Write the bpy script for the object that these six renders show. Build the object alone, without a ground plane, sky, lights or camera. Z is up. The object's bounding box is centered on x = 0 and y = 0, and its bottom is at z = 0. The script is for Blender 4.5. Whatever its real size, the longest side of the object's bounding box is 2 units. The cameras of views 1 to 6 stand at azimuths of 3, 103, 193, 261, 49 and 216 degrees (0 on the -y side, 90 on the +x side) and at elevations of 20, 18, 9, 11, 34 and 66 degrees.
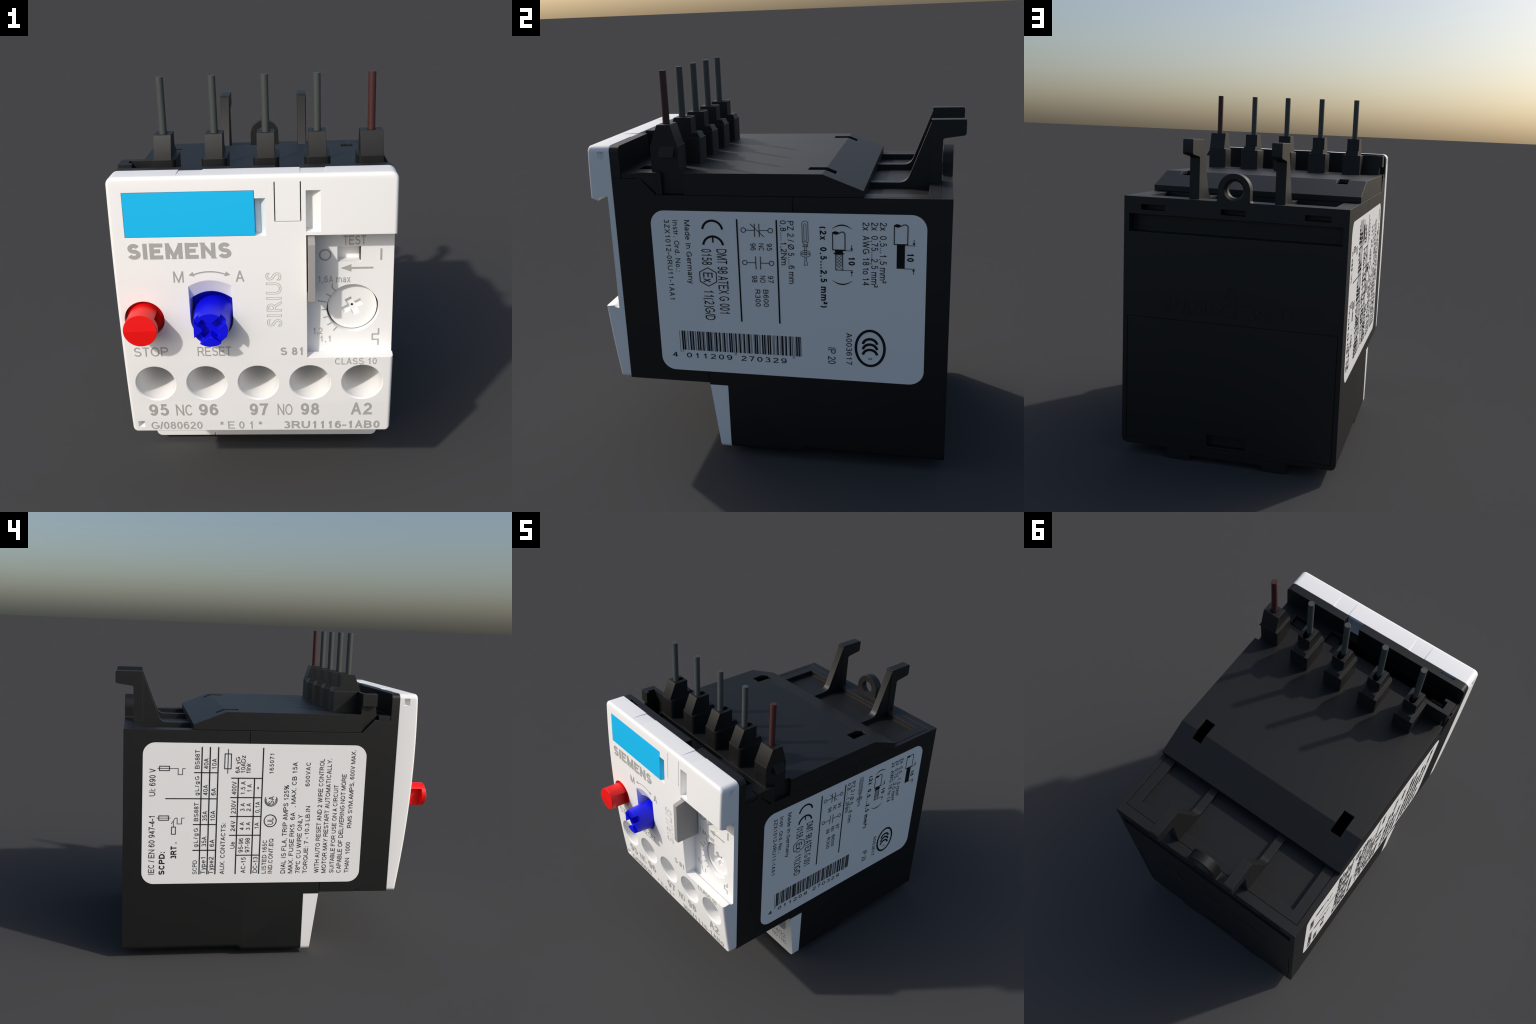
"""Thermal overload relay: black housing, white curved faceplate, wired terminal posts,
mounting hooks and two printed side labels.  Everything is built from profiles and rules."""
import bpy, bmesh, math
from mathutils import Vector, Matrix

for ob in list(bpy.data.objects):
    bpy.data.objects.remove(ob, do_unlink=True)
COL = bpy.context.scene.collection
HALF = 0.5965                                  # half width of the housing


def front_y(z):
    """the faceplate is a very shallow cylinder, bulging towards -y"""
    return -0.853 + (z - 1.33) ** 2 / 12.4


# ------------------------------------------------------------------ materials
def material(name, colour, rough=0.45, spec=0.5, edge=0.004, grain=0.0):
    m = bpy.data.materials.new(name)
    m.use_nodes = True
    nt = m.node_tree
    b = nt.nodes["Principled BSDF"]
    b.inputs["Roughness"].default_value = rough
    b.inputs["Specular IOR Level"].default_value = spec
    tc = nt.nodes.new("ShaderNodeTexCoord")
    noise = nt.nodes.new("ShaderNodeTexNoise")
    noise.inputs["Scale"].default_value = 260.0
    noise.inputs["Detail"].default_value = 2.0
    nt.links.new(tc.outputs["Object"], noise.inputs["Vector"])
    ramp = nt.nodes.new("ShaderNodeValToRGB")
    ramp.color_ramp.elements[0].position = 0.3
    ramp.color_ramp.elements[1].position = 0.7
    ramp.color_ramp.elements[0].color = tuple(c * 0.985 for c in colour) + (1,)
    ramp.color_ramp.elements[1].color = tuple(min(1, c * 1.015) for c in colour) + (1,)
    nt.links.new(noise.outputs["Fac"], ramp.inputs["Fac"])
    nt.links.new(ramp.outputs["Color"], b.inputs["Base Color"])
    if edge:
        bev = nt.nodes.new("ShaderNodeBevel")
        bev.samples = 6
        bev.inputs["Radius"].default_value = edge
        last = bev.outputs["Normal"]
        if grain:
            bump = nt.nodes.new("ShaderNodeBump")
            bump.inputs["Strength"].default_value = grain
            bump.inputs["Distance"].default_value = 0.001
            nt.links.new(noise.outputs["Fac"], bump.inputs["Height"])
            nt.links.new(last, bump.inputs["Normal"])
            last = bump.outputs["Normal"]
        nt.links.new(last, b.inputs["Normal"])
    return m


BLACK = material("black_plastic", (0.0075, 0.0075, 0.0074), 0.50, 0.5, 0.003, 0.04)
WHITE = material("white_plastic", (0.97, 0.965, 0.955), 0.50, 0.4, 0.003)
PAPER = material("label_film", (0.97, 0.965, 0.955), 0.55, 0.3, 0.0)
CYAN = material("cyan_plastic", (0.009, 0.545, 0.97), 0.50, 0.3, 0.002)
RED = material("red_plastic", (0.90, 0.006, 0.006), 0.40, 0.4, 0.004)
BLUE = material("blue_plastic", (0.003, 0.003, 0.82), 0.40, 0.4, 0.003)
GREY = material("grey_plastic", (0.36, 0.35, 0.34), 0.50, 0.4, 0.004)
PRINT = material("grey_print", (0.455, 0.45, 0.435), 0.60, 0.2, 0.0)
INK = material("black_ink", (0.012, 0.012, 0.012), 0.60, 0.2, 0.0)
WIRE = material("grey_insulation", (0.060, 0.069, 0.066), 0.50, 0.5, 0.0)
WIRE_RED = material("red_insulation", (0.064, 0.018, 0.017), 0.50, 0.5, 0.0)

# ------------------------------------------------------------------ hierarchy
ROOT = bpy.data.objects.new("overload_relay", None)
COL.objects.link(ROOT)
ROOT["label"] = "black overload relay with white front, printed labels and wires"
ROOT["category"] = "electrical relay"


def add(name, mesh, mat, parent=None, smooth=32):
    mesh.name = name
    mesh.materials.clear()
    mesh.materials.append(mat)
    ob = bpy.data.objects.new(name, mesh)
    COL.objects.link(ob)
    ob.parent = parent or ROOT
    mesh.polygons.foreach_set("use_smooth", [True] * len(mesh.polygons))
    mesh.set_sharp_from_angle(angle=math.radians(smooth))
    return ob


# ------------------------------------------------------------------ mesh makers
def from_bm(bm):
    bmesh.ops.recalc_face_normals(bm, faces=bm.faces)
    me = bpy.data.meshes.new("m")
    bm.to_mesh(me)
    bm.free()
    return me


def loft(rings):
    """closed solid through equally long rings of 3D points, capped at both ends"""
    bm = bmesh.new()
    rows = [[bm.verts.new(p) for p in r] for r in rings]
    n = len(rows[0])
    for a, b in zip(rows, rows[1:]):
        for i in range(n):
            bm.faces.new((a[i], a[(i + 1) % n], b[(i + 1) % n], b[i]))
    bm.faces.new(rows[0])
    bm.faces.new(rows[-1])
    return from_bm(bm)


def place(axis, p, t):
    return {"x": (t, p[0], p[1]), "y": (p[0], t, p[1]), "z": (p[0], p[1], t)}[axis]


def prism(axis, profile, a, b):
    return loft([[place(axis, p, a) for p in profile], [place(axis, p, b) for p in profile]])


def box(x0, x1, y0, y1, z0, z1):
    return prism("z", [(x0, y0), (x1, y0), (x1, y1), (x0, y1)], z0, z1)


def circle(cx, cy, r, n=56, ry=None):
    return [(cx + r * math.cos(2 * math.pi * i / n), cy + (ry or r) * math.sin(2 * math.pi * i / n)) for i in range(n)]


def rounded(u0, u1, v0, v1, r, seg=8):
    """rounded rectangle; r is one radius or (lower left, lower right, upper right, upper left)"""
    rr = r if isinstance(r, tuple) else (r,) * 4
    out = []
    for k, (cu, cv, su, sv) in enumerate(((u0, v0, 1, 1), (u1, v0, -1, 1), (u1, v1, -1, -1), (u0, v1, 1, -1))):
        q = rr[k]
        if q <= 0:
            out.append((cu, cv))
            continue
        a0 = math.pi + k * math.pi / 2
        for i in range(seg + 1):
            a = a0 + i / seg * math.pi / 2
            out.append((cu + su * q + q * math.cos(a), cv + sv * q + q * math.sin(a)))
    return out


def fillet(poly, radii, seg=6):
    """round chosen corners of a polygon"""
    out = []
    n = len(poly)
    for i, p in enumerate(poly):
        r = radii.get(i, 0)
        if not r:
            out.append(p)
            continue
        P, A, B = Vector(p), Vector(poly[i - 1]), Vector(poly[(i + 1) % n])
        a, b = (A - P).normalized(), (B - P).normalized()
        ang = a.angle(b)
        d = r / math.tan(ang / 2)
        s, e = P + a * d, P + b * d
        for k in range(seg + 1):
            t = k / seg
            q = s.lerp(P, t).lerp(P.lerp(e, t), t)
            out.append(tuple(q))
    return out


def merge(*meshes):
    bm = bmesh.new()
    for m in meshes:
        bm.from_mesh(m)
    me = bpy.data.meshes.new("m")
    bm.to_mesh(me)
    bm.free()
    return me


def boolean(base, op, *cutters):
    ob = bpy.data.objects.new("work", base)
    COL.objects.link(ob)
    extra = []
    for c in cutters:
        co = bpy.data.objects.new("cutter", c)
        COL.objects.link(co)
        md = ob.modifiers.new("b", "BOOLEAN")
        md.operation, md.solver, md.object = op, "EXACT", co
        extra.append(co)
    dg = bpy.context.evaluated_depsgraph_get()
    me = bpy.data.meshes.new_from_object(ob.evaluated_get(dg))
    for o in [ob] + extra:
        bpy.data.objects.remove(o, do_unlink=True)
    return me


def cut(base, *c):
    return boolean(base, "DIFFERENCE", *c)


def bevelled(mesh, width, seg=3, angle=40):
    ob = bpy.data.objects.new("work", mesh)
    COL.objects.link(ob)
    md = ob.modifiers.new("b", "BEVEL")
    md.width, md.segments, md.limit_method, md.angle_limit = width, seg, "ANGLE", math.radians(angle)
    dg = bpy.context.evaluated_depsgraph_get()
    me = bpy.data.meshes.new_from_object(ob.evaluated_get(dg))
    bpy.data.objects.remove(ob, do_unlink=True)
    return me


# ================================================================== HOUSING
TERMINAL_X = [-0.4645, -0.2325, 0.0, 0.2325, 0.4645]
COVER_X = [-0.464, -0.155, 0.155, 0.464]
side = [(-0.731, 0.414), (-0.297, 0.414), (-0.297, 0.403), (-0.197, 0.403), (-0.197, 0.033), (0.172, 0.036),
        (0.198, 0.058), (0.907, 0.056), (0.907, 1.412), (-0.507, 1.412), (-0.582, 1.492), (-0.731, 1.492)]
housing = prism("x", side, -HALF, HALF)
# rounded lower corners
mask = loft([[(x, y, z) for x, z in rounded(-HALF, HALF, low, 1.8, (0.030, 0.030, 0, 0))] for y, low in ((-1.2, 0.0325), (0.172, 0.0355), (0.198, 0.0565), (1.2, 0.0555))])
housing = boolean(housing, "INTERSECT", mask)
cuts = [box(-0.508, 0.508, 0.503, 0.797, 1.382, 1.60)]                                   # rear tray
cuts += [box(x - 0.066, x + 0.066, 0.85, 1.0, 1.343, 1.372) for x in (-0.439, 0.0, 0.436)]    # three rear slots
cuts += [prism("x", [(0.845, 1.228), (1.0, 1.226), (1.0, 1.321), (0.845, 1.321)], -0.568, 0.568)]  # rear band
cuts += [prism("x", [(0.870, 0.094), (1.0, 0.094), (1.0, 0.160), (0.870, 0.160)], -0.107, 0.107)]    # finger notch
G = 0.0022                                                                               # seam half width
for x0, x1, z0, z1 in ((-0.570 - G, 0.570 + G, 0.771 - G, 0.771 + G), (-0.570 - G, -0.570 + G, 0.081, 0.771),
                       (0.570 - G, 0.570 + G, 0.081, 0.771), (-0.570, 0.570, 0.081 - G, 0.081 + G)):
    cuts.append(box(x0, x1, 0.901, 1.0, z0, z1))                                         # seam of the rear panel
for s in (-1, 1):
    xa, xb = sorted((s * (HALF - 0.006), s * 0.7))
    cuts.append(box(xa, xb, 0.1695, 0.1735, 1.30, 1.5))                                   # vertical side seams
    cuts.append(box(xa, xb, -0.2985, -0.2945, 0.35, 0.50))
    xa, xb = sorted((s * 0.566, s * 0.570))
    cuts.append(box(xa, xb, 0.40, 0.854, 1.406, 1.5))                                     # seams of the tray rim
cuts.append(box(-0.57, 0.57, 0.851, 0.854, 1.406, 1.5))
cuts += [prism("y", circle(x, 0.684, 0.1005), -0.8, -0.34) for x in TERMINAL_X]
cuts += [prism("y", rounded(x - 0.083, x + 0.083, 0.223, 0.387, 0.052), -0.3, 0.07) for x in COVER_X]
cuts += [prism("y", circle(-0.483, 1.017, 0.09), -0.8, -0.69), loft([[(x, y, z) for x, z in rounded(-0.286, -0.093, 0.90, 1.14, 0.02)] for y in (-0.8, -0.65)])]
cuts += [box(s * 0.465 - 0.10, s * 0.465 + 0.10, 0.06, 0.455, 1.27, 1.5) for s in (-1, 1)]      # wells under the lid slots
cuts.append(box(-0.53, 0.19, -0.681, -0.622, 1.40, 1.6))                                 # deep channel behind the frame
cuts.append(box(0.350, 0.463, -0.8, -0.655, 1.231, 1.315))                                # well of the test window
cuts.append(prism("y", circle(0.423, 1.020, 0.119), -0.8, -0.70))                         # well of the setting dial
cuts.append(box(-0.62, -0.585, -0.545, -0.535, 0.40, 0.427))                               # little notch below
housing = cut(housing, *cuts)
HOUSING = add("housing", housing, BLACK)

# feet under the rear edge
bar = box(-0.20, 0.20, 0.82, 0.9062, 0.028, 0.070)
add("foot", box(0.200, 0.329, 0.80, 0.9065, 0.0, 0.070), BLACK, HOUSING)
add("foot", box(-0.329, -0.200, 0.80, 0.9065, 0.0, 0.070), BLACK, HOUSING)
add("foot_bar", bar, BLACK, HOUSING)

# ---- mounting eye
eye_outline = []
for i in range(25):
    a = math.pi * i / 24
    eye_outline.append((0.0 + 0.085 * math.cos(a), 1.472 + 0.085 * math.sin(a)))
flare = [(0.014 * (1 - math.cos(t)), 0.014 * (1 - math.sin(t))) for t in [k * math.pi / 12 for k in range(7)]]
left = [(-0.085 - f[0], 1.411 + f[1]) for f in flare]
right = [(0.085 + f[0], 1.411 + f[1]) for f in reversed(flare)]
eye_outline = eye_outline + left + [(-0.099, 1.405), (0.099, 1.405)] + right
eye = prism("y", eye_outline, 0.8545, 0.9068)
bore = prism("y", circle(-0.001, 1.474, 0.043), 0.7, 1.0)
sink = loft([[(p[0], 0.888, p[1]) for p in circle(-0.001, 1.474, 0.043)], [(p[0], 0.92, p[1]) for p in circle(-0.001, 1.474, 0.064)]])
add("mounting_eye", cut(eye, bore, sink), BLACK)

# ---- two hooks with their ribs
hook_front = fillet([(0.50, 1.376), (0.50, 1.4105), (0.683, 1.4105), (0.803, 1.7205), (0.815, 1.7205), (0.815, 1.376)], {2: 0.058})
hook_back = fillet([(0.797, 1.408), (0.797, 1.7205), (0.9625, 1.7205), (0.9625, 1.645), (0.8535, 1.630), (0.8535, 1.408)],
                   {2: 0.012, 3: 0.014, 4: 0.012})
for s in (-1, 1):
    xa, xb = sorted((s * 0.2055, s * 0.2525))
    xc, xd = sorted((s * 0.203, s * 0.2565))
    h = boolean(prism("x", hook_front, xa, xb), "UNION", prism("x", hook_back, xc, xd))
    add("mounting_hook", h, BLACK)

# ---- embossed marking on the rear
# (built further down with the other lettering)

# ================================================================== LID
lid_profile = [(-0.533, 1.4145), (-0.533, 1.5220), (0.3135, 1.5220), (0.505, 1.445), (0.505, 1.4145)]
lid = prism("x", lid_profile, -HALF + 0.0005, HALF - 0.0005)
lid = cut(lid, box(0.572, 0.7, -0.7, -0.360, 1.3, 1.6), box(-0.7, -0.47, -0.7, -0.500, 1.3, 1.6),
          *[prism("z", [(s * 0.431, 0.230), (s * 0.495, 0.230), (s * 0.495, 0.363), (s * 0.431, 0.363)], 1.40, 1.6) for s in (-1, 1)],
          *[prism("x", [(0.05, 1.40), (0.05, 1.502), (0.305, 1.502), (0.46, 1.442), (0.46, 1.40)], *sorted((s * 0.36, s * 0.57))) for s in (-1, 1)])
LID = add("lid", lid, BLACK, None, 10)

# ================================================================== TERMINAL FRAME
frame = prism("y", rounded(-HALF, HALF, 1.4935, 1.6515, (0, 0, 0.028, 0.028)), -0.7305, -0.682)
frame = cut(frame, box(0.095, 0.198, -0.8, -0.6, 1.515, 1.7), box(-0.510, -0.425, -0.8, -0.711, 1.60, 1.7))
FRAME = add("terminal_frame", frame, BLACK)
trough = box(-HALF + 0.003, HALF - 0.004, -0.6825, -0.534, 1.4935, 1.519)
trough = cut(trough, box(0.405, 0.49, -0.63, -0.56, 1.48, 1.6), box(0.185, 0.26, -0.66, -0.575, 1.48, 1.6),
             box(-0.53, 0.19, -0.681, -0.622, 1.48, 1.6), box(-0.455, 0.19, -0.65, -0.53, 1.4985, 1.6), box(-0.7, -0.46, -0.607, -0.5, 1.4, 1.6))
add("trough_floor", trough, BLACK, FRAME)
rim = prism("x", [(-0.6, 1.4935), (-0.577, 1.4915), (-0.505, 1.424), (-0.505, 1.4145), (-0.474, 1.4145), (-0.474, 1.5235), (-0.6, 1.5235)], 0.545, HALF - 0.001)
add("trough_rim", rim, BLACK, FRAME)
# clip arm beside the first post
arm = prism("z", [(-0.44, -0.5015), (-0.594, -0.5015), (-0.594, -0.591), (-0.533, -0.591), (-0.533, -0.573),
                  (-0.552, -0.573), (-0.552, -0.524), (-0.44, -0.524)], 1.573, 1.647)
wall = prism("z", [(-0.44, -0.5015), (-0.575, -0.5015), (-0.575, -0.524), (-0.44, -0.524)], 1.4155, 1.575)
neck = prism("x", [(-0.5015, 1.4155), (-0.507, 1.4155), (-0.600, 1.513), (-0.591, 1.5735), (-0.5015, 1.5735)], -0.568, -0.552)
CLIP = add("clip_arm", boolean(arm, "UNION", wall, neck), BLACK)

# ================================================================== TERMINAL POSTS AND WIRES
WIRE_X = [-0.4075, -0.178, 0.0525, 0.281]
WIRE_Y = -0.4515
upper = [(-0.526, 1.640), (-0.526, 1.647), (-0.4835, 1.7495), (-0.395, 1.7495), (-0.395, 1.672), (-0.363, 1.672), (-0.348, 1.640)]
post = boolean(prism("x", upper, -0.039, 0.039), "UNION",
               prism("z", rounded(-0.057, 0.057, -0.5265, -0.350, (0.020, 0.020, 0.004, 0.004)), 1.505, 1.6465))
oval = [(0.0185 * math.cos(a), (-0.414 if math.sin(a) > 0 else -0.4515) + 0.0185 * math.sin(a)) for a in
        [2 * math.pi * (i + 0.5) / 40 for i in range(40)]]
post = cut(post, prism("z", oval, 1.62, 1.8))
wire = prism("z", circle(0, 0, 0.0170, 32), 1.60, 2.0)
first = add("terminal_post", post, BLACK)
first.location.x = WIRE_X[0]
wire_first = add("wire", wire, WIRE)
wire_first.location = (WIRE_X[0], WIRE_Y, 0)
for x in WIRE_X[1:]:
    o = first.copy()
    o.location.x = x
    COL.objects.link(o)
    w = wire_first.copy()
    w.location.x = x
    COL.objects.link(w)
red_upper = [(-0.526, 1.640), (-0.526, 1.647), (-0.4845, 1.7495), (-0.418, 1.7495), (-0.388, 1.647), (-0.388, 1.640)]
rp = boolean(prism("x", red_upper, 0.470, 0.571), "UNION",
             prism("z", rounded(0.457, 0.571, -0.5265, -0.386, (0.020, 0, 0, 0.004)), 1.505, 1.6465),
             prism("y", [(0.565, 1.646), (0.571, 1.646), (0.597, 1.601), (0.597, 1.597), (0.565, 1.597)], -0.478, -0.405),
             box(0.53, 0.5705, -0.468, -0.362, 1.416, 1.515))
rp = cut(rp, prism("z", circle(0.521, WIRE_Y, 0.020, 32), 1.62, 1.8))
add("terminal_post", rp, BLACK)
wr = add("wire", wire.copy(), WIRE_RED)
wr.location = (0.521, WIRE_Y, 0)

# ================================================================== FACEPLATE
ZB, ZT = 0.413, 1.6530
PLATE_HALF, ROUND = 0.597, 0.016


def plate_side(inset):
    """right-hand contour of the faceplate from bottom to top, drawn in by the given inset (less at the foot)"""
    low, high, x = ZB + 0.2 * inset, ZT - inset, PLATE_HALF - inset
    rb, rt = max(0.004, 0.024 - inset), max(0.004, 0.032 - inset)
    pts = [(x - rb + rb * math.sin(t), low + rb - rb * math.cos(t)) for t in [k * math.pi / 16 for k in range(9)]]
    a, b = low + rb, high - rt
    pts += [(x, a + (b - a) * k / 32) for k in range(1, 32)]
    pts += [(x - rt + rt * math.cos(t), high - rt + rt * math.sin(t)) for t in [k * math.pi / 16 for k in range(9)]]
    return pts


def plate_rings():
    rings = [[(x, -0.731, z) for x, z in plate_side(0.0)]]
    for k in range(7):
        t = k * math.pi / 12
        row = []
        for x, z in plate_side(ROUND * (1 - math.cos(t))):
            soft = min(1.0, 0.2 + (z - ZB) / 0.03)
            row.append((x, front_y(z) + ROUND * soft * (1 - math.sin(t)), z))
        rings.append(row)
    return rings


bm = bmesh.new()
right_rows = [[bm.verts.new(p) for p in row] for row in plate_rings()]
left_rows = [[bm.verts.new((-p[0], p[1], p[2])) for p in row] for row in plate_rings()]
for rows in (right_rows, left_rows):
    for a, b in zip(rows, rows[1:]):
        for k in range(len(a) - 1):
            bm.faces.new((a[k], a[k + 1], b[k + 1], b[k]))
for k in (0, -1):                                                     # foot and top edges
    for a, b, c, d in zip(right_rows, right_rows[1:], left_rows, left_rows[1:]):
        bm.faces.new((a[k], b[k], d[k], c[k]))
for r, l in ((right_rows[0], left_rows[0]), (right_rows[-1], left_rows[-1])):
    for k in range(len(r) - 1):                                       # back and curved front
        bm.faces.new((r[k], r[k + 1], l[k + 1], l[k]))
plate = from_bm(bm)
funnels = [loft([[(p[0], -0.745, p[1]) for p in circle(x, 0.684, 0.0995)], [(p[0], -0.345, p[1]) for p in circle(x, 0.684, 0.0995)]]) for x in TERMINAL_X]
plate = boolean(plate, "UNION", *funnels, box(0.3515, 0.4615, -0.74, -0.656, 1.2325, 1.3135), prism("y", circle(0.423, 1.020, 0.1185, 64), -0.74, -0.705))


def funnel(x):
    ring_at = lambda r, off: [(p[0], front_y(p[1]) + off, p[1]) for p in circle(x, 0.684, r, 64)]
    return loft([ring_at(0.098, -0.03), ring_at(0.0955, -0.002), ring_at(0.0915, 0.0015), ring_at(0.0885, 0.006), ring_at(0.0875, 0.012),
                 [(p[0], -0.355, p[1]) for p in circle(x, 0.684, 0.077, 64)]])


pc = [funnel(x) for x in TERMINAL_X]
# recessed setting field with the lipped hood above it
pc.append(prism("x", [(-1.0, 0.816), (-0.832, 0.816), (-0.786, 0.822), (-0.780, 0.811), (-0.76, 0.810), (-0.76, 1.401), (-0.812, 1.401), (-0.812, 1.380), (-0.853, 1.394), (-1.0, 1.40)], 0.2215, 0.70))
pc.append(box(0.356, 0.457, -0.80, -0.70, 1.237, 1.309))                   # test window
pc.append(loft([[(x, y, 1.409) for x, y in ((0.2215, -0.95), (0.2815, -0.95), (0.2815, -0.8480), (0.240, -0.798), (0.2215, -0.798))],
                [(x, y, 1.584) for x, y in ((0.2215, -0.95), (0.2815, -0.95), (0.2815, -0.8440), (0.240, -0.798), (0.2215, -0.798))]]))   # slot in the hood
pc.append(box(0.2215, 0.2265, -0.78, -0.70, 1.10, 1.395))                     # gap beside the lever
pc.append(prism("y", circle(0.423, 1.020, 0.114, 64), -0.80, -0.712))           # dial well
# flexible tab: three slits
pc += [box(0.0920, 0.0962, -0.95, -0.60, 1.455, 1.622), box(0.1980, 0.2022, -0.95, -0.60, 1.455, 1.622), box(0.0962, 0.1980, -0.95, -0.60, 1.4542, 1.4565)]
# pocket of the marking plate, and the finger pocket beside it
pc.append(box(-0.5335, 0.0115, -0.95, -0.795, 1.3955, 1.5885))
pc.append(prism("z", [(-0.02, -0.95), (0.060, -0.95), (0.0565, -0.848), (0.034, -0.805), (-0.02, -0.805)], 1.3955, 1.555))
# red button bore
pc.append(prism("y", circle(-0.483, 1.017, 0.087), -0.95, -0.60))


def knob_slot(top, sag, y, r=0.0925):
    pts = [(-0.1895 + r * math.cos(a), 1.012 + r * math.sin(a)) for a in [math.pi + math.pi * i / 20 for i in range(21)]]
    for i in range(13):
        u = 1 - 2 * i / 12
        pts.append((-0.1895 + r * u, top - sag * u * u))
    return [(p[0], y, p[1]) for p in pts]


pc.append(loft([knob_slot(1.2275, 0.025, -0.90), knob_slot(1.2005, 0.025, -0.852), knob_slot(1.1385, 0.036, -0.822), knob_slot(1.1375, 0.036, -0.60)]))
# small square dents
pc.append(loft([[(x, -0.83, z) for x, z in ((-0.576, 0.428), (-0.529, 0.428), (-0.529, 0.480), (-0.576, 0.480))],
                [(x, -0.742, z) for x, z in ((-0.556, 0.449), (-0.549, 0.449), (-0.549, 0.459), (-0.556, 0.459))]]))
for s in (-1, 1):
    pc.append(loft([[(s * 0.605, y, z) for y, z in ((-0.797, 1.583), (-0.756, 1.583), (-0.756, 1.627), (-0.797, 1.627))],
                    [(s * 0.575, y, z) for y, z in ((-0.785, 1.588), (-0.768, 1.588), (-0.768, 1.620), (-0.785, 1.620))]]))
pc.append(box(0.0985, 0.1955, -0.815, -0.65, 1.515, 1.632))                     # hollow behind the flexible tab
# two shallow clip grooves on the top
for a, b in ((-0.308, -0.205), (0.199, 0.305)):
    pc.append(prism("x", [(-0.834, ZT + 0.0002), (-0.70, ZT - 0.0050), (-0.70, 1.70), (-0.834, 1.70)], a, b))
plate = cut(plate, *pc)
FACE = add("faceplate", plate, WHITE, None, 20)

# cyan marking plate, curved like the front
mz = [1.397 + 0.190 * i / 8 for i in range(9)]
mark = prism("x", [(front_y(z) - 0.0005, z) for z in mz] + [(-0.796, mz[-1]), (-0.796, mz[0])], -0.532, 0.0098)
add("marking_plate", mark, CYAN, FACE)

# ---- setting field: lever, lever track, slider, dial
lever = prism("x", fillet([(-0.907, 1.114), (-0.907, 1.373), (-0.830, 1.3915), (-0.765, 1.3915), (-0.765, 1.114)], {0: 0.005, 1: 0.005}), 0.2268, 0.2568)
add("sealing_lever", lever, GREY)
add("window_dark_strip", box(0.4535, 0.4568, -0.735, -0.702, 1.2375, 1.3085), INK, FACE)  # solid black strip added at the window's right edge, standing in for a slit
DX, DZ = 0.423, 1.020
dial = prism("y", circle(DX, DZ, 0.1080, 64), -0.7125, -0.734)


def cross_arm(angle, w, l, y0, y1, shrink):
    c, s = math.cos(angle), math.sin(angle)
    quad = [(-l, -w), (l, -w), (l, w), (-l, w)]
    ring = lambda k, y: [(DX + k * (u * c - v * s), y, DZ + k * (u * s + v * c)) for u, v in quad]
    return loft([ring(1.0, y0), ring(shrink, y1)])


ROT = math.radians(28)
dial = cut(dial, cross_arm(ROT, 0.0165, 0.052, -0.745, -0.7175, 0.80), cross_arm(ROT + math.pi / 2, 0.0165, 0.046, -0.745, -0.7175, 0.80))
add("dial_dark_disc", prism("y", circle(DX, DZ, 0.1136, 64), -0.7115, -0.7140), INK, FACE)  # black disc added on the well floor to darken the ring around the dial
add("setting_dial", dial, WHITE, FACE)
add("dial_dark_dot", prism("y", circle(DX, DZ, 0.0055, 16), -0.7172, -0.7178), INK, FACE)  # thin black dot in place of a dark hole at the cross centre

# ---- red stop button: capped stem with two flats
RX, RZ = -0.4835, 1.0165
button = prism("y", circle(RX, RZ, 0.0722, 128), -0.80, -0.9625)
bm = bmesh.new()
bm.from_mesh(button)
front_verts = [v for v in bm.verts if v.co.y < -0.9]
front_face = [f for f in bm.faces if all(v in front_verts for v in f.verts)][0]
bmesh.ops.bisect_plane(bm, geom=[front_face] + list(front_face.edges) + list(front_face.verts), plane_co=(0, 0, RZ), plane_no=(0, 0, 1))
for v in bm.verts:
    if v.co.y < -0.9 and v.co.z > RZ + 1e-5:
        v.co.y += (v.co.z - RZ) * 0.10
    elif v.co.y < -0.9:
        v.co.y += (RZ - v.co.z) * 0.06
button = from_bm(bm)
button = bevelled(button, 0.004, 2, 50)
button = cut(button, box(RX + 0.034, RX + 0.2, -0.932, -0.835, 0.8, RZ + 0.042), box(RX - 0.2, RX - 0.034, -0.932, -0.835, 0.8, RZ + 0.042))
button = boolean(button, "UNION", prism("y", circle(RX, RZ, 0.0825, 128), -0.70, -0.815))
add("stop_button", button, RED, None, 4)

# ---- blue reset knob with a crossed slot
BX, BZ = -0.1885, 1.0145
knob = boolean(loft([[(p[0], y, p[1]) for p in circle(BX, BZ, r, 64)] for y, r in ((-0.66, 0.086), (-0.80, 0.086), (-0.955, 0.0765))]), "UNION", loft([knob_slot(1.1265, 0.036, -0.66, 0.0905), knob_slot(1.1265, 0.036, -0.745, 0.0905)]))


def slot_bar(angle):
    c, s = math.cos(angle), math.sin(angle)
    quad = [(-0.2, -0.018), (0.2, -0.018), (0.2, 0.018), (-0.2, 0.018)]
    ring = lambda y: [(BX + u * c - v * s, y, BZ + u * s + v * c) for u, v in quad]
    return loft([ring(-1.0), ring(-0.928)])


def slot_short(angle):
    c, s = math.cos(angle), math.sin(angle)
    quad = [(-0.052, -0.017), (0.052, -0.017), (0.052, 0.017), (-0.052, 0.017)]
    ring = lambda y: [(BX + u * c - v * s, y, BZ + u * s + v * c) for u, v in quad]
    return loft([ring(-1.0), ring(-0.90)])


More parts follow.
